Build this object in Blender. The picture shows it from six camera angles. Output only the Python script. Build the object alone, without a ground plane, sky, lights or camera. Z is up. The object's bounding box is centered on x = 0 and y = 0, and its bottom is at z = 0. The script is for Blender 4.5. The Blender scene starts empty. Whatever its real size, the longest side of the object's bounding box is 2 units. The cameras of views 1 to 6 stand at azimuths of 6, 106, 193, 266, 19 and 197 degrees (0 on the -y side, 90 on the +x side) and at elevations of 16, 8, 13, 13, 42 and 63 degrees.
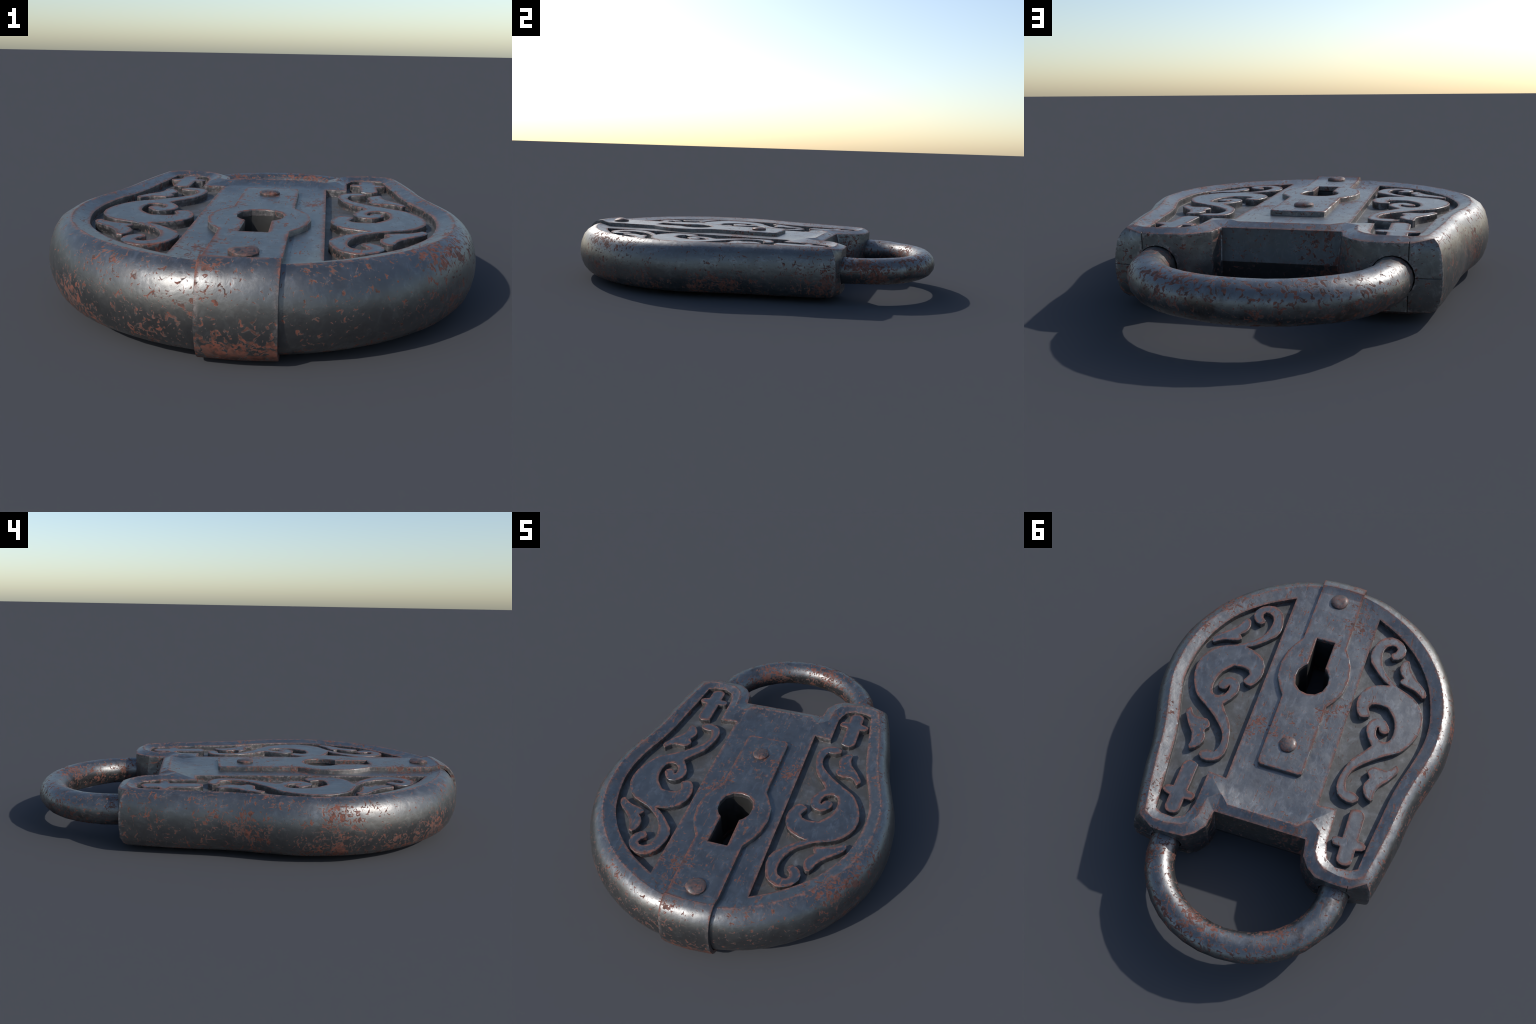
# An old iron padlock lying on its back: a horseshoe-shaped case with a raised
# rim, two sunk pockets holding scroll-work, a keyhole plate whose strap folds
# round the foot of the case, and a round shackle.  The case is symmetric left
# to right and front to back, so one quarter is described and mirrored.
import bpy, bmesh, math, random
from mathutils import Vector, Matrix, noise

random.seed(7)
MID = 0.147            # height of the plane halfway through the case
FACE = 0.257           # height of the front plate and of the scroll-work
RIDGE = 0.272          # height of the crest of the rim
FLOOR = 0.230          # bottom of the sunk pockets
PLATE = 0.276          # top of the keyhole plate
SCENE = bpy.context.scene


# ------------------------------------------------------------------ helpers
def link(obj, parent=None):
    SCENE.collection.objects.link(obj)
    if parent is not None:
        obj.parent = parent
    return obj


def mesh_object(name, bm, parent, material, angle=32):
    """Turn a bmesh into a named child with edges sharper than angle kept crisp."""
    bmesh.ops.recalc_face_normals(bm, faces=bm.faces)
    limit = math.radians(angle)
    for f in bm.faces:
        f.smooth = True
    for e in bm.edges:
        if len(e.link_faces) == 2:
            e.smooth = e.calc_face_angle(0) < limit
        else:
            e.smooth = False
    me = bpy.data.meshes.new(name)
    bm.to_mesh(me)
    bm.free()
    me.materials.append(material)
    return link(bpy.data.objects.new(name, me), parent)


def catmull(points, per):
    """Smooth open curve through the points, `per` steps on each span."""
    p = [Vector(q) for q in points]
    p = [2 * p[0] - p[1]] + p + [2 * p[-1] - p[-2]]
    out = []
    for i in range(1, len(p) - 2):
        a, b, c, d = p[i - 1:i + 3]
        for k in range(per):
            t = k / per
            out.append(0.5 * (2 * b + (c - a) * t + (2 * a - 5 * b + 4 * c - d) * t * t
                              + (3 * b - a - 3 * c + d) * t ** 3))
    out.append(p[-2])
    return out


def prism(outline, z0, z1, chamfer=0.0, hole=None, keep_square=-9.0):
    """Upright slab with the given outline, with a chamfer round its top edge."""
    bm = bmesh.new()
    loops = [outline] + ([hole] if hole else [])
    edges, rings = [], []
    for loop in loops:
        ring = [bm.verts.new((x, y, z0)) for x, y in loop]
        rings.append(ring)
        edges += [bm.edges.new((ring[i], ring[(i + 1) % len(ring)])) for i in range(len(ring))]
    bmesh.ops.triangle_fill(bm, use_beauty=True, use_dissolve=False, edges=edges)
    base = list(bm.faces)
    top = bmesh.ops.extrude_face_region(bm, geom=base)["geom"]
    bmesh.ops.translate(bm, verts=[v for v in top if isinstance(v, bmesh.types.BMVert)],
                        vec=(0, 0, z1 - z0))
    bmesh.ops.recalc_face_normals(bm, faces=bm.faces)
    flat = [e for e in bm.edges if len(e.link_faces) == 2 and e.calc_face_angle(0) < 1e-3]
    bmesh.ops.dissolve_limit(bm, angle_limit=0.002, verts=bm.verts, edges=flat)
    if chamfer:
        rim = [e for e in bm.edges if all(v.co.z > z1 - 1e-5 for v in e.verts)
               and len(e.link_faces) == 2 and e.calc_face_angle(0) > 0.5
               and min(v.co.y for v in e.verts) > keep_square]
        bmesh.ops.bevel(bm, geom=rim, offset=chamfer, segments=1, affect="EDGES",
                        clamp_overlap=True, profile=0.5)
    bmesh.ops.triangulate(bm, faces=[f for f in bm.faces if len(f.verts) > 4])
    return bm


def flip_z(bm):
    for v in bm.verts:
        v.co.z = 2 * MID - v.co.z
    bmesh.ops.reverse_faces(bm, faces=bm.faces)


def flip_x(bm):
    for v in bm.verts:
        v.co.x = -v.co.x
    bmesh.ops.reverse_faces(bm, faces=bm.faces)


# ---------------------------------------------------------------- materials
class Nodes:
    """Small wrapper to write a node tree as a list of expressions."""

    def __init__(self, name):
        self.mat = bpy.data.materials.new(name)
        self.mat.use_nodes = True
        self.t = self.mat.node_tree
        self.t.nodes.clear()

    def put(self, socket, value):
        if isinstance(value, bpy.types.NodeSocket):
            self.t.links.new(value, socket)
        elif value is not None:
            socket.default_value = value

    def math(self, op, a, b=None, c=None, clamp=False):
        n = self.t.nodes.new("ShaderNodeMath")
        n.operation, n.use_clamp = op, clamp
        for i, v in enumerate((a, b, c)):
            if v is not None:
                self.put(n.inputs[i], v)
        return n.outputs[0]

    def noise(self, vec, scale, detail=4, rough=0.6, distort=0.0):
        n = self.t.nodes.new("ShaderNodeTexNoise")
        self.put(n.inputs["Vector"], vec)
        for k, v in (("Scale", scale), ("Detail", detail), ("Roughness", rough), ("Distortion", distort)):
            n.inputs[k].default_value = v
        return n.outputs["Fac"]

    def voronoi(self, vec, scale, feature="F1"):
        n = self.t.nodes.new("ShaderNodeTexVoronoi")
        n.feature = feature
        self.put(n.inputs["Vector"], vec)
        n.inputs["Scale"].default_value = scale
        return n.outputs["Distance"]

    def step(self, x, lo, hi, a=0.0, b=1.0):
        n = self.t.nodes.new("ShaderNodeMapRange")
        n.interpolation_type = "SMOOTHSTEP"
        self.put(n.inputs["Value"], x)
        for k, v in (("From Min", lo), ("From Max", hi), ("To Min", a), ("To Max", b)):
            n.inputs[k].default_value = v
        return n.outputs["Result"]

    def mix(self, fac, a, b):
        n = self.t.nodes.new("ShaderNodeMix")
        n.data_type = "RGBA"
        self.put(n.inputs["Factor"], fac)
        for s, v in ((n.inputs[6], a), (n.inputs[7], b)):
            self.put(s, v if isinstance(v, bpy.types.NodeSocket) else (*v, 1.0))
        return n.outputs[2]

    def stretch(self, vec, scale, turn=(0, 0, 0), shift=(0, 0, 0)):
        n = self.t.nodes.new("ShaderNodeMapping")
        self.put(n.inputs["Vector"], vec)
        n.inputs["Scale"].default_value = scale
        n.inputs["Rotation"].default_value = turn
        n.inputs["Location"].default_value = shift
        return n.outputs[0]


def rusty_iron(name, spots=0.5, edge_rust=1.0, dust=0.0, wear=0.3, dents=1.0, low_rust=0.0, shade=1.0, film=0.0, stain=0.2):
    """Dark forged iron.  spots: how much of the skin has rusted; edge_rust: rust
    along worn arrises; dust: matt grey grime; low_rust: extra rust low down."""
    k = Nodes(name)
    nd = k.t.nodes
    pos = nd.new("ShaderNodeTexCoord").outputs["Object"]
    geo = nd.new("ShaderNodeNewGeometry")
    bev = nd.new("ShaderNodeBevel")
    bev.samples = 8
    bev.inputs["Radius"].default_value = 0.024
    dot = nd.new("ShaderNodeVectorMath")
    dot.operation = "DOT_PRODUCT"
    k.put(dot.inputs[0], bev.outputs[0])
    k.put(dot.inputs[1], geo.outputs["Normal"])
    turn = k.math("SQRT", k.math("SUBTRACT", 1.0, dot.outputs["Value"], clamp=True))
    edge = k.step(turn, 0.03, 0.14)

    big = k.noise(k.stretch(pos, (1, 1, 1), shift=(3.1, 1.7, 0.4)), 4.5, 4, 0.6)
    mid = k.noise(pos, 15, 5, 0.62, 0.4)
    fine = k.noise(pos, 60, 4, 0.65, 0.8)
    pits = k.noise(k.stretch(pos, (1.0, 1.35, 1.0), turn=(0.3, 0.2, 0.7)), 52, 3, 0.5, 1.0)
    scratch = k.noise(k.stretch(pos, (1.0, 0.22, 1.0), turn=(0.1, 0.2, 0.9)), 85, 2, 0.5, 0.6)

    # small crisp flecks, thicker where the slow noise is high
    dens = k.step(big, 0.36, 0.68)
    drive = k.math("MULTIPLY_ADD", dens, 0.13, k.math("MULTIPLY_ADD", mid, 0.25, k.math("ADD", pits, -0.15)))
    if low_rust:
        z = nd.new("ShaderNodeSeparateXYZ")
        k.put(z.inputs[0], pos)
        drive = k.math("MULTIPLY_ADD", k.step(z.outputs["Z"], 0.20, 0.04), low_rust, drive)
    # level faces have been wiped and handled: they rust less than the flanks
    up = nd.new("ShaderNodeSeparateXYZ")
    k.put(up.inputs[0], geo.outputs["Normal"])
    drive = k.math("MULTIPLY_ADD", k.step(big, 0.54, 0.68), 0.03 + 0.025 * spots, drive)
    level = k.step(k.math("ABSOLUTE", up.outputs["Z"]), 0.90, 0.99)
    drive = k.math("MULTIPLY_ADD", level, -0.035, drive)
    cut_at = 0.695 - 0.09 * spots
    fleck = k.step(drive, cut_at, cut_at + 0.065)
    streak = k.step(k.math("MULTIPLY_ADD", big, 0.3, scratch), 0.825 - 0.04 * spots, 0.87 - 0.04 * spots)
    fleck = k.math("MAXIMUM", fleck, k.math("MULTIPLY", streak, 0.85))
    ragged = k.step(k.math("MULTIPLY_ADD", fine, 0.55, k.math("MULTIPLY", mid, 0.45)), 0.40, 0.60)
    along = k.step(k.math("MULTIPLY", turn, k.math("MULTIPLY_ADD", ragged, 2.4, 0.25)), 0.10, 0.22)
    along = k.math("MULTIPLY", along, edge_rust, clamp=True)
    along = k.math("MULTIPLY", along, k.step(k.math("ABSOLUTE", up.outputs["Z"]), 0.25, 0.65, 0.22, 1.0))
    rust = k.math("MAXIMUM", fleck, along, clamp=True)
    if film:                                     # an even bloom of rust over the whole piece
        rust = k.math("MAXIMUM", rust, k.step(fine, 0.40, 0.58, 0.2 * film, film))
    halo = k.math("SUBTRACT", k.step(drive, cut_at - 0.035, cut_at + 0.01), fleck, clamp=True)

    s = shade
    metal = k.mix(k.step(mid, 0.30, 0.72), (0.165 * s, 0.169 * s, 0.175 * s), (0.208 * s, 0.210 * s, 0.210 * s))
    metal = k.mix(k.math("MULTIPLY", k.step(big, 0.42, 0.64), 0.30), metal, (0.130 * s, 0.134 * s, 0.142 * s))
    metal = k.mix(k.math("MULTIPLY", halo, 0.3), metal, (0.24, 0.21, 0.20))
    worn = k.noise(k.stretch(pos, (1.6, 0.7, 1.0), turn=(0, 0, 0.5), shift=(5, 2, 1)), 26, 5, 0.7, 0.6)
    metal = k.mix(k.math("MULTIPLY", k.step(worn, 0.48, 0.72), 0.6), metal, (0.31 * s, 0.315 * s, 0.32 * s))
    metal = k.mix(k.math("MULTIPLY", k.step(k.noise(k.stretch(pos, (1, 1, 1), shift=(7, 3, 9)), 11, 5, 0.65), 0.50, 0.66), stain),
                  metal, (0.085, 0.058, 0.047))
    steep = k.step(k.math("ABSOLUTE", up.outputs["Z"]), 0.45, 0.85, 1.0, 0.0)      # steep faces tinted darker
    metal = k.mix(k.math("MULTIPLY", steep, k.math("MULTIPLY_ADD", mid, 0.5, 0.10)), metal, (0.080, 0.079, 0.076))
    bright = k.math("MULTIPLY", edge, k.step(fine, 0.48, 0.62))
    metal = k.mix(k.math("MULTIPLY", bright, wear), metal, (0.42, 0.42, 0.42))
    rusty = k.mix(k.step(fine, 0.36, 0.62), (0.055, 0.025, 0.019), (0.190, 0.058, 0.036))
    rusty = k.mix(k.step(mid, 0.50, 0.72), rusty, (0.125, 0.060, 0.047))
    col = k.mix(k.math("MULTIPLY", rust, 0.88), metal, rusty)
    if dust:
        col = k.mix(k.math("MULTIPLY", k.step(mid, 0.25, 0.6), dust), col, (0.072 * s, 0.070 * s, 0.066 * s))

    b = nd.new("ShaderNodeBsdfPrincipled")
    k.put(b.inputs["Base Color"], col)
    met = k.math("MULTIPLY_ADD", rust, -0.82, 0.92 - 0.45 * dust, clamp=True)
    k.put(b.inputs["Metallic"], met)
    rough = k.math("MULTIPLY_ADD", rust, 0.28, k.math("MULTIPLY_ADD", mid, 0.15, 0.34 + 0.22 * dust), clamp=True)
    k.put(b.inputs["Roughness"], rough)
    k.put(b.inputs["Specular IOR Level"], k.math("MULTIPLY_ADD", rust, -0.32, 0.5))

    lumps = k.noise(pos, 9, 3, 0.5)
    relief = k.math("MULTIPLY_ADD", lumps, 0.5 * dents, k.math("MULTIPLY", mid, 0.14 * dents))
    relief = k.math("MULTIPLY_ADD", fine, 0.05, relief)
    relief = k.math("MULTIPLY_ADD", fleck, -0.025, relief)
    bump = nd.new("ShaderNodeBump")
    bump.inputs["Strength"].default_value = 0.55
    bump.inputs["Distance"].default_value = 0.012
    k.put(bump.inputs["Height"], relief)
    round_edges = nd.new("ShaderNodeBevel")
    round_edges.samples = 4
    round_edges.inputs["Radius"].default_value = 0.003
    k.put(bump.inputs["Normal"], round_edges.outputs[0])
    k.put(b.inputs["Normal"], bump.outputs[0])
    out = nd.new("ShaderNodeOutputMaterial")
    k.t.links.new(b.outputs[0], out.inputs[0])
    return k.mat


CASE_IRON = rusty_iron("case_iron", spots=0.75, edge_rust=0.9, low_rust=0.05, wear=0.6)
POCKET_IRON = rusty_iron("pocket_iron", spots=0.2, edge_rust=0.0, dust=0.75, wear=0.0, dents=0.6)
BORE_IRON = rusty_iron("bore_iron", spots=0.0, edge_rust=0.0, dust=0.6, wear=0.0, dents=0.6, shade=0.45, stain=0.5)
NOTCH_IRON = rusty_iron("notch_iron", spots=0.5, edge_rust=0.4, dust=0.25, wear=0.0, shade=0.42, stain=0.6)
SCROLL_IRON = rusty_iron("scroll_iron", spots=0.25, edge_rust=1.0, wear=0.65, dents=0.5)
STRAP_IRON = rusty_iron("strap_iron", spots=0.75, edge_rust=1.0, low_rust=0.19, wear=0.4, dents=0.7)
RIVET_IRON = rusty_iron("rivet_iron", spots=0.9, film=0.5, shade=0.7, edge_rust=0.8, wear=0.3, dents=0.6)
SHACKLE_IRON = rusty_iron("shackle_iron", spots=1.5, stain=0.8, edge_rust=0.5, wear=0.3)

# ------------------------------------------------------------------- the case
lock = bpy.data.objects.new("padlock", None)
link(lock)
lock["label"] = "old rusty iron padlock with scrollwork and keyhole plate"
lock["category"] = "padlock"

# inner edge of the rim, from the foot of the case round to the end of a leg
INNER = [(0, -0.862), (0.11, -0.847), (0.217, -0.800), (0.325, -0.738), (0.400, -0.676), (0.457, -0.615),
         (0.503, -0.552), (0.540, -0.482), (0.563, -0.410), (0.578, -0.335), (0.584, -0.262), (0.583, -0.195),
         (0.572, -0.128), (0.549, -0.045), (0.527, 0.030), (0.508, 0.110), (0.494, 0.200), (0.481, 0.300),
         (0.467, 0.395), (0.455, 0.490)]
# greatest outline of the case, level with the points above
OUTER = [(0, -0.985), (0.130, -0.974), (0.264, -0.940), (0.400, -0.865), (0.493, -0.787), (0.567, -0.702),
         (0.622, -0.615), (0.664, -0.530), (0.694, -0.440), (0.710, -0.352), (0.713, -0.262), (0.709, -0.170),
         (0.694, -0.090), (0.665, 0.005), (0.639, 0.090), (0.619, 0.185), (0.603, 0.290), (0.581, 0.395),
         (0.562, 0.480), (0.537, 0.574)]
# how far from inner edge to outline the crest of the rim stands
CREST = [0.42] * 13 + [0.44, 0.45, 0.45, 0.46, 0.45, 0.44, 0.40]

# the rest of the outline is cut straight up and down: leg end, inner leg, notch
# (outline, crest, inner edge)
# (outline at the face, outline at the middle plane, crest, inner edge)
CUT = [((0.440, 0.583), (0.440, 0.584), (0.443, 0.547), (0.422, 0.507)),
       ((0.371, 0.583), (0.371, 0.584), (0.385, 0.548), (0.362, 0.510)),
       ((0.294, 0.577), (0.294, 0.579), (0.317, 0.536), (0.324, 0.488)),
       ((0.254, 0.551), (0.252, 0.556), (0.284, 0.510), (0.308, 0.457)),
       ((0.219, 0.506), (0.214, 0.517), (0.264, 0.476), (0.299, 0.420)),
       ((0.209, 0.434), (0.200, 0.466), (0.255, 0.382), (0.298, 0.340)),
       ((0.206, 0.430), (0.197, 0.463), (0.208, 0.348), (0.297, 0.254)),
       ((0.196, 0.430), (0.190, 0.463), (0.196, 0.353), (0.213, 0.262)),
       ((0.162, 0.430), (0.160, 0.463), (0.161, 0.388), (0.168, 0.328)),
       ((0.0, 0.430), (0.0, 0.463), (0.0, 0.388), (0.0, 0.330))]

# cross-section of the rounded flank: (0 at the outline .. 1 at the crest, height)
FLANK = [(1.0, RIDGE), (0.72, 0.2655), (0.45, 0.250), (0.24, 0.228), (0.09, 0.196), (0.02, 0.170), (0.0, MID)]
SQUARER = [1.0, 0.62, 0.33, 0.15, 0.05, 0.01, 0.0]     # the same heights at the end of a leg
WALL = [RIDGE, 0.256, 0.240, 0.222, 0.196, 0.170, MID]


def case_quarter():
    """Right-hand front quarter of the case as one sheet of faces."""
    bm = bmesh.new()
    inner = catmull([(*p, 0) for p in INNER], 2)
    outer = catmull([(*p, 0) for p in OUTER], 2)
    crest = [CREST[i // 2] if i % 2 == 0 else 0.5 * (CREST[i // 2] + CREST[i // 2 + 1]) for i in range(len(inner))]
    columns, inside = [], []
    for k, (i_, o_, c) in enumerate(zip(inner, outer, crest)):
        r_ = i_.lerp(o_, c)
        q = max(0.0, (k - 30) / (len(inner) - 31))
        columns.append([bm.verts.new((*o_.lerp(r_, f + (g - f) * q).xy, z)) for (f, z), g in zip(FLANK, SQUARER)])
        inside.append(bm.verts.new((i_.x, i_.y, FACE)))
    for o_, m_, r_, i_ in CUT:
        col = [bm.verts.new((*r_, RIDGE))]
        for z in WALL[1:]:
            p = Vector(o_).lerp(Vector(m_), (WALL[1] - z) / (WALL[1] - MID))
            col.append(bm.verts.new((*p, z)))
        columns.append(col)
        inside.append(bm.verts.new((*i_, FACE)))
    for a, b in zip(columns, columns[1:]):
        for j in range(len(a) - 1):
            f = bm.faces.new((a[j], b[j], b[j + 1], a[j + 1]))
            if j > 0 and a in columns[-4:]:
                f.material_index = 3          # the darker wall at the back of the notch
    for k in range(len(columns) - 1):
        bm.faces.new((inside[k], inside[k + 1], columns[k + 1][0], columns[k][0]))
    tip = 2 * 2                         # station where the pocket begins
    step = len(inside) - 3              # its last corner, beside the plate
    # the plate between the pockets
    side = [inside[tip]]
    for t in (0.25, 0.5, 0.75):
        co = inside[tip].co.lerp(inside[step].co, t)
        side.append(bm.verts.new(co))
    side.append(inside[step])
    axis = [inside[0]] + [bm.verts.new((0, v.co.y, FACE)) for v in side]
    bm.faces.new((axis[-1], side[-1], inside[-2], inside[-1]))
    bm.faces.new(inside[:tip + 1] + [axis[1]])
    for k in range(len(side) - 1):
        bm.faces.new((axis[k + 1], side[k], side[k + 1], axis[k + 2]))
    # the pocket: walls and floor
    loop = inside[tip:step + 1] + side[1:-1][::-1]
    low = [bm.verts.new((v.co.x, v.co.y, FLOOR)) for v in loop]
    n = len(loop)
    for k in range(n):
        bm.faces.new((loop[k], loop[(k + 1) % n], low[(k + 1) % n], low[k]))
    edges = [bm.edges.get((low[k], low[(k + 1) % n])) for k in range(n)]
    floor = bmesh.ops.triangle_fill(bm, use_beauty=True, use_dissolve=False, edges=edges)["geom"]
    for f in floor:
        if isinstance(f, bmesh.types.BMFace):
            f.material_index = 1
    return bm


def whole_case():
    bm = bmesh.new()
    for sx in (False, True):
        for sz in (False, True):
            q = case_quarter()
            if sx:
                flip_x(q)
            if sz:
                flip_z(q)
            tmp = bpy.data.meshes.new("tmp")
            q.to_mesh(tmp)
            q.free()
            bm.from_mesh(tmp)
            bpy.data.meshes.remove(tmp)
    bmesh.ops.remove_doubles(bm, verts=bm.verts, dist=0.0004)
    # hand-forged: the flanks wander by a millimetre or two
    for v in bm.verts:
        if abs(v.co.z - MID) < 0.115 and v.co.length > 0.6:
            v.co += 0.0035 * noise.noise_vector(v.co * 6.0)
    bmesh.ops.recalc_face_normals(bm, faces=bm.faces)
    return bm


def cut(target, cutter_bm, name="cutter"):
    bmesh.ops.recalc_face_normals(cutter_bm, faces=cutter_bm.faces)
    me = bpy.data.meshes.new(name)
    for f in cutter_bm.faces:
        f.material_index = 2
    cutter_bm.to_mesh(me)
    cutter_bm.free()
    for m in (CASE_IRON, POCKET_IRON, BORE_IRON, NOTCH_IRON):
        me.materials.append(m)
    c = link(bpy.data.objects.new(name, me))
    mod = target.modifiers.new("cut", "BOOLEAN")
    mod.operation, mod.solver, mod.object = "DIFFERENCE", "EXACT", c
    dg = bpy.context.evaluated_depsgraph_get()
    new = bpy.data.meshes.new_from_object(target.evaluated_get(dg))
    old = target.data
    target.modifiers.clear()
    target.data = new
    bpy.data.meshes.remove(old)
    bpy.data.objects.remove(c)
    bpy.data.meshes.remove(me)


KEY_HALF = [(0.045, -0.579), (0.043, -0.422), (0.058, -0.408), (0.075, -0.380), (0.079, -0.338), (0.066, -0.295),
            (0.037, -0.268)]
KEYHOLE = KEY_HALF + [(0.0, -0.260)] + [(-x, y) for x, y in KEY_HALF[::-1]]


def tube_between(p, q, r, seg=18):
    bm = bmesh.new()
    p, q = Vector(p), Vector(q)
    m = (q - p).to_track_quat("Z", "Y").to_matrix().to_4x4()
    m.translation = (p + q) / 2
    bmesh.ops.create_cone(bm, cap_ends=True, segments=seg, radius1=r, radius2=r, depth=(q - p).length, matrix=m)
    return bm


raw = whole_case()
me = bpy.data.meshes.new("case")
raw.to_mesh(me)
raw.free()
me.materials.append(CASE_IRON)
me.materials.append(POCKET_IRON)
me.materials.append(BORE_IRON)
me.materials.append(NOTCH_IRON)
case = link(bpy.data.objects.new("case", me), lock)
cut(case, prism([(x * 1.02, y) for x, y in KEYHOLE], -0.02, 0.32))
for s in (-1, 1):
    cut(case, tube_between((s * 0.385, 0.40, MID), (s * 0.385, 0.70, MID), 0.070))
# fine seams on the leg ends where the two halves and the rim meet


def slit(x0, x1, z0, z1):
    b = bmesh.new()
    bmesh.ops.create_cube(b, size=1.0, matrix=Matrix.Translation(((x0 + x1) / 2, 0.585, (z0 + z1) / 2))
                          @ Matrix.Diagonal((x1 - x0, 0.022, z1 - z0, 1)))
    return b


for s in (-1, 1):
    a, b = sorted((s * 0.445, s * 0.56))
    cut(case, slit(a, b, MID - 0.0009, MID + 0.0009))
    for z0, z1 in ((MID + 0.055, 0.30), (-0.01, MID - 0.055)):
        cut(case, slit(s * 0.434 - 0.0011, s * 0.434 + 0.0011, z0, z1))
fin = bmesh.new()
fin.from_mesh(case.data)
limit = math.radians(27)
for f in fin.faces:
    f.smooth = True
for e in fin.edges:
    crest = all(abs(abs(v.co.z - MID) - (RIDGE - MID)) < 1e-4 for v in e.verts)
    e.smooth = len(e.link_faces) == 2 and e.calc_face_angle(0) < (0.2 if crest else limit)
fin.to_mesh(case.data)
fin.free()

# ------------------------------------------------------------- scroll-work
# Edge of the big scroll, walked once round in named strokes (right-hand side).
CURL_OUTSIDE = [(0.323, -0.619), (0.323, -0.605), (0.337, -0.588), (0.361, -0.594), (0.380, -0.611), (0.389, -0.633),
                (0.388, -0.659), (0.377, -0.681), (0.361, -0.699), (0.335, -0.713), (0.303, -0.717), (0.271, -0.702),
                (0.250, -0.681), (0.241, -0.660), (0.228, -0.609), (0.229, -0.572), (0.241, -0.539), (0.265, -0.513),
                (0.297, -0.480), (0.333, -0.450), (0.357, -0.438)]
HOOK_OUTSIDE = [(0.319, -0.429), (0.280, -0.410), (0.258, -0.392), (0.240, -0.357), (0.233, -0.324), (0.234, -0.293),
                (0.243, -0.263), (0.253, -0.244), (0.268, -0.228), (0.290, -0.231), (0.307, -0.240), (0.312, -0.250)]
BELLY_INSIDE = [(0.294, -0.290), (0.305, -0.310), (0.323, -0.317), (0.349, -0.319), (0.379, -0.315), (0.399, -0.294),
                (0.419, -0.268), (0.429, -0.246), (0.436, -0.219), (0.438, -0.187), (0.434, -0.159), (0.425, -0.141)]
SPIRAL = [(0.409, -0.132), (0.389, -0.134), (0.374, -0.145), (0.365, -0.157), (0.360, -0.176), (0.360, -0.197),
          (0.366, -0.200), (0.369, -0.188), (0.376, -0.178), (0.388, -0.173), (0.404, -0.175), (0.416, -0.185),
          (0.417, -0.202), (0.408, -0.220), (0.392, -0.239), (0.374, -0.250), (0.350, -0.247), (0.330, -0.235),
          (0.317, -0.217), (0.311, -0.188), (0.316, -0.164), (0.332, -0.133), (0.346, -0.113), (0.358, -0.096)]
TAIL_INSIDE = [(0.332, -0.058), (0.309, -0.030), (0.291, -0.003), (0.280, 0.024), (0.271, 0.056), (0.264, 0.087),
               (0.260, 0.117), (0.262, 0.150), (0.276, 0.182), (0.300, 0.199), (0.325, 0.207), (0.353, 0.206),
               (0.373, 0.187), (0.371, 0.170)]
TAIL_OUTSIDE = [(0.351, 0.156), (0.333, 0.153), (0.311, 0.155), (0.302, 0.134), (0.297, 0.111), (0.299, 0.084),
                (0.307, 0.058), (0.319, 0.038), (0.342, 0.012), (0.371, -0.016), (0.403, -0.042), (0.437, -0.067)]
BELLY_OUTSIDE = [(0.463, -0.083), (0.485, -0.099), (0.503, -0.118), (0.520, -0.146), (0.536, -0.180), (0.549, -0.221),
                 (0.554, -0.266), (0.548, -0.313), (0.531, -0.351), (0.510, -0.381), (0.482, -0.404), (0.448, -0.421)]
CURL_INSIDE = [(0.399, -0.440), (0.370, -0.460), (0.336, -0.488), (0.310, -0.518), (0.296, -0.546), (0.287, -0.577),
               (0.283, -0.607), (0.285, -0.632), (0.295, -0.654), (0.316, -0.667), (0.335, -0.666), (0.345, -0.652),
               (0.340, -0.634)]
SCROLL = (CURL_OUTSIDE + HOOK_OUTSIDE + BELLY_INSIDE + SPIRAL + TAIL_INSIDE + TAIL_OUTSIDE
          + BELLY_OUTSIDE + CURL_INSIDE)
FOOT_LEAF = [(0.537, -0.437), (0.535, -0.421), (0.522, -0.414), (0.502, -0.431), (0.483, -0.443), (0.463, -0.450),
             (0.434, -0.456), (0.408, -0.465), (0.399, -0.475), (0.404, -0.489), (0.413, -0.499), (0.397, -0.515),
             (0.384, -0.538), (0.381, -0.565), (0.389, -0.593), (0.401, -0.604), (0.416, -0.602), (0.424, -0.586),
             (0.432, -0.562), (0.449, -0.536), (0.469, -0.513), (0.493, -0.492), (0.512, -0.476), (0.528, -0.457)]
SHOULDER_LEAF = [(0.496, -0.033), (0.508, -0.016), (0.506, 0.003), (0.492, 0.025), (0.475, 0.053), (0.456, 0.075),
                 (0.442, 0.094), (0.433, 0.120), (0.431, 0.140), (0.433, 0.160), (0.424, 0.174), (0.402, 0.163),
                 (0.385, 0.143), (0.375, 0.118), (0.376, 0.095), (0.390, 0.066), (0.388, 0.057), (0.376, 0.042),
                 (0.377, 0.028), (0.385, 0.014), (0.399, 0.003), (0.423, 0.004), (0.451, 0.006), (0.468, -0.001),
                 (0.481, -0.020), (0.490, -0.033)]


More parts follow.
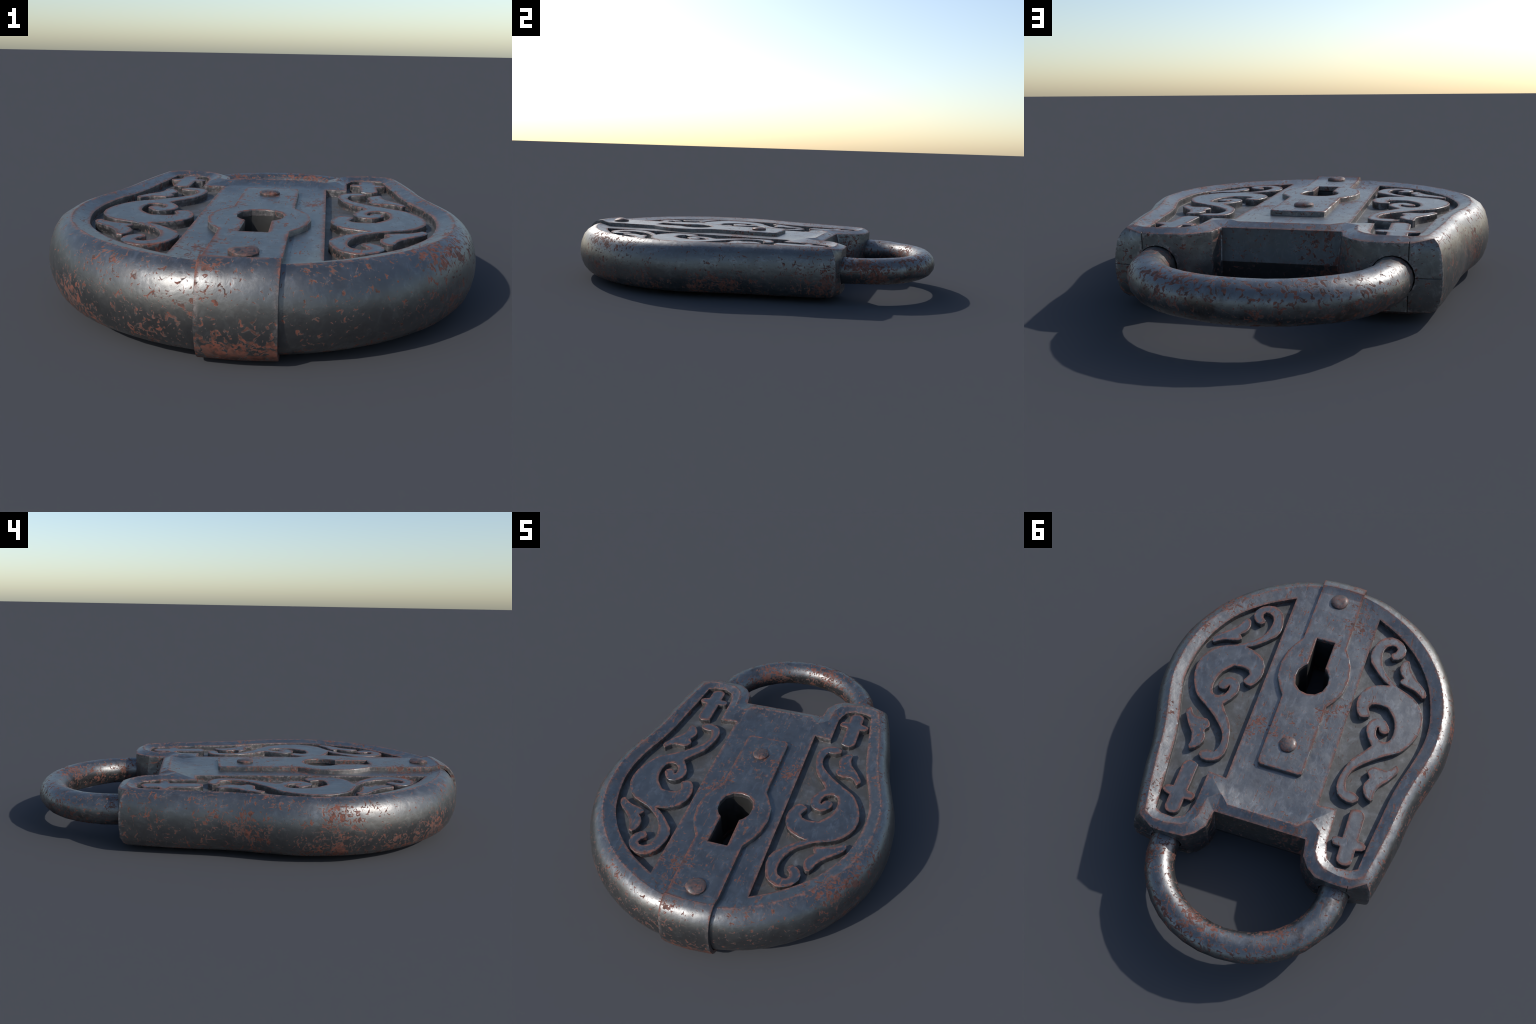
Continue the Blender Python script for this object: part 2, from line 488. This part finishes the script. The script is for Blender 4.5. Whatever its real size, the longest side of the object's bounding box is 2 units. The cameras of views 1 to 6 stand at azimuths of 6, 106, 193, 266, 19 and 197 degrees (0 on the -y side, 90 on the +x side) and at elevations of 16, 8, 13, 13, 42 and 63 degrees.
def cross_outline(cx=0.388, half=0.0345, bar=0.394):
    """Upright bar with round ends and a short round-ended cross bar."""
    pts = []
    for a in range(0, 181, 30):                   # upper end
        pts.append((cx + half * math.cos(math.radians(a)), 0.468 + 0.026 * math.sin(math.radians(a))))
    pts += [(cx - half, bar + 0.021), (0.323, bar + 0.020), (0.314, bar + 0.004), (0.314, bar - 0.011),
            (0.323, bar - 0.019), (cx - half, bar - 0.0215),                                  # inner arm
            (cx - half, 0.238), (cx - 0.014, 0.228), (cx + 0.010, 0.227),
            (cx + 0.026, 0.238), (cx + half, 0.256),                                          # foot
            (cx + half, bar - 0.0265), (0.446, bar - 0.024), (0.459, bar - 0.014),
            (0.461, bar + 0.003), (0.449, bar + 0.014), (cx + half, bar + 0.021)]             # outer arm
    return pts


ORNAMENTS = [("scroll", SCROLL), ("leaf", FOOT_LEAF), ("leaf", SHOULDER_LEAF), ("cross", cross_outline())]
for back in (False, True):
    for left in (False, True):
        for name, outline in ORNAMENTS:
            bm = prism(outline, FLOOR - 0.004, FACE + 0.0005, chamfer=0.0018)
            if left:
                flip_x(bm)
            if back:
                flip_z(bm)
            mesh_object(name, bm, case, SCROLL_IRON)

# ------------------------------------------------------ keyhole plate and strap
HALF_PLATE = [(0.108, -0.862), (0.108, -0.564), (0.135, -0.520), (0.158, -0.466), (0.170, -0.390), (0.161, -0.312),
              (0.132, -0.255), (0.108, -0.219), (0.106, 0.138), (0.101, 0.150), (0.088, 0.157)]
PLATE_OUTLINE = HALF_PLATE + [(-x, y) for x, y in HALF_PLATE[::-1]]
bm = bmesh.new()
for back in (False, True):
    part = prism(PLATE_OUTLINE, FACE - 0.003, PLATE, chamfer=0.0025, hole=KEYHOLE, keep_square=-0.86)
    butt = [f for f in part.faces if f.calc_center_median().y < -0.8615]
    bmesh.ops.delete(part, geom=butt, context="FACES")
    if back:
        flip_z(part)
    tmp = bpy.data.meshes.new("tmp")
    part.to_mesh(tmp)
    part.free()
    bm.from_mesh(tmp)
    bpy.data.meshes.remove(tmp)

# the strap: folded over the rim at the foot, from the front plate to the back one
FOLD = [(-0.862, PLATE), (-0.888, 0.2805), (-0.908, 0.288), (-0.935, 0.283), (-0.958, 0.270), (-0.978, 0.246),
        (-0.992, 0.212), (-0.999, 0.178), (-1.0005, MID)]
FOLD = FOLD + [(y, 2 * MID - z) for y, z in FOLD[-2::-1]]
ACROSS = 10
sheets = []
for depth in (0.0, 0.0165):
    rows = []
    for i, (y, z) in enumerate(FOLD):
        a, b = FOLD[max(i - 1, 0)], FOLD[min(i + 1, len(FOLD) - 1)]
        t = Vector((b[0] - a[0], b[1] - a[1])).normalized()
        n = Vector((-t.y, t.x))                       # points into the case
        if i in (0, len(FOLD) - 1):
            n = Vector((0, -1 if z > MID else 1))
        row = []
        for j in range(ACROSS + 1):
            x = 0.108 * (2 * j / ACROSS - 1)
            bend = 0.62 * x * x if -y > 0.87 else 0.0   # follows the round foot
            wob = 0.0016 * noise.noise(Vector((x * 14, y * 9, z * 14 + 5)))
            if i in (0, len(FOLD) - 1):
                row.append(bm.verts.new((x, y, z + n.y * depth)))
                continue
            row.append(bm.verts.new((x * (1 + 0.02 * noise.noise(Vector((3.3, y * 8, z * 8)))),
                                     y + bend + n.x * depth - wob, z + n.y * depth)))
        rows.append(row)
    sheets.append(rows)
top, low = sheets
R, C = len(top), ACROSS + 1
for i in range(R - 1):
    for j in range(C - 1):
        bm.faces.new((top[i][j], top[i][j + 1], top[i + 1][j + 1], top[i + 1][j]))
        bm.faces.new((low[i][j], low[i + 1][j], low[i + 1][j + 1], low[i][j + 1]))
    for j in (0, C - 1):
        bm.faces.new((top[i][j], top[i + 1][j], low[i + 1][j], low[i][j]))
mesh_object("keyhole_strap", bm, lock, STRAP_IRON, angle=28)


def rivet(radius, height, tilt):
    """Hammered rivet head: short drum, rounded shoulder, lopsided crown."""
    bm = bmesh.new()
    seg = 14
    prof = [(1.0, 0.0), (1.03, 0.45), (0.90, 0.74), (0.55, 0.96)]
    rings = []
    for r, h in prof:
        ring = []
        for k in range(seg):
            a = 2 * math.pi * k / seg
            wob = 1 + 0.05 * noise.noise(Vector((math.cos(a) * 1.3, math.sin(a) * 1.3, tilt * 9)))
            dz = height * h + (tilt * math.cos(2 * a + tilt * 40) * height * 1.4 if h > 0.3 else 0)
            ring.append(bm.verts.new((radius * r * wob * math.cos(a), radius * r * wob * math.sin(a), dz)))
        rings.append(ring)
    for a, b in zip(rings, rings[1:]):
        for k in range(seg):
            bm.faces.new((a[k], a[(k + 1) % seg], b[(k + 1) % seg], b[k]))
    crown = bm.verts.new((0.004, -0.003, height))
    for k in range(seg):
        bm.faces.new((rings[-1][k], rings[-1][(k + 1) % seg], crown))
    bm.faces.new(rings[0][::-1])
    return bm


for back in (False, True):
    for y, r, h, tilt in ((-0.828, 0.0425, 0.0180, 0.13), (0.026, 0.0385, 0.0165, 0.03)):
        bm = rivet(r, h, tilt)
        bmesh.ops.translate(bm, verts=bm.verts, vec=(0, y, PLATE - 0.001))
        if back:
            flip_z(bm)
        mesh_object("rivet", bm, lock, RIVET_IRON, angle=42)

# ------------------------------------------------------------------- shackle
AX, AY, CY, RAD, SH_Z = 0.385, 0.337, 0.598, 0.0655, 0.1485
spine = [Vector((AX, 0.42, SH_Z)), Vector((AX, 0.52, SH_Z))]
SEGS = 18
for k in range(SEGS + 1):
    a = math.pi * k / SEGS
    spine.append(Vector((AX * math.cos(a), CY + AY * math.sin(a), SH_Z)))
spine += [Vector((-AX, 0.52, SH_Z)), Vector((-AX, 0.42, SH_Z))]
bm = bmesh.new()
rings = []
SIDES = 16
for i, p in enumerate(spine):
    t = (spine[min(i + 1, len(spine) - 1)] - spine[max(i - 1, 0)]).normalized()
    side = Vector((t.y, -t.x, 0))
    ring = []
    for k in range(SIDES):
        a = 2 * math.pi * k / SIDES
        co = p + RAD * (side * math.cos(a) + Vector((0, 0, 1)) * math.sin(a))
        co += 0.003 * noise.noise_vector(co * 8)
        ring.append(bm.verts.new(co))
    rings.append(ring)
for a, b in zip(rings, rings[1:]):
    for k in range(SIDES):
        bm.faces.new((a[k], a[(k + 1) % SIDES], b[(k + 1) % SIDES], b[k]))
bm.faces.new(rings[0])
bm.faces.new(rings[-1])
mesh_object("shackle", bm, lock, SHACKLE_IRON, angle=50)

lock.location.z = 0.001        # the back rivets just touch the ground
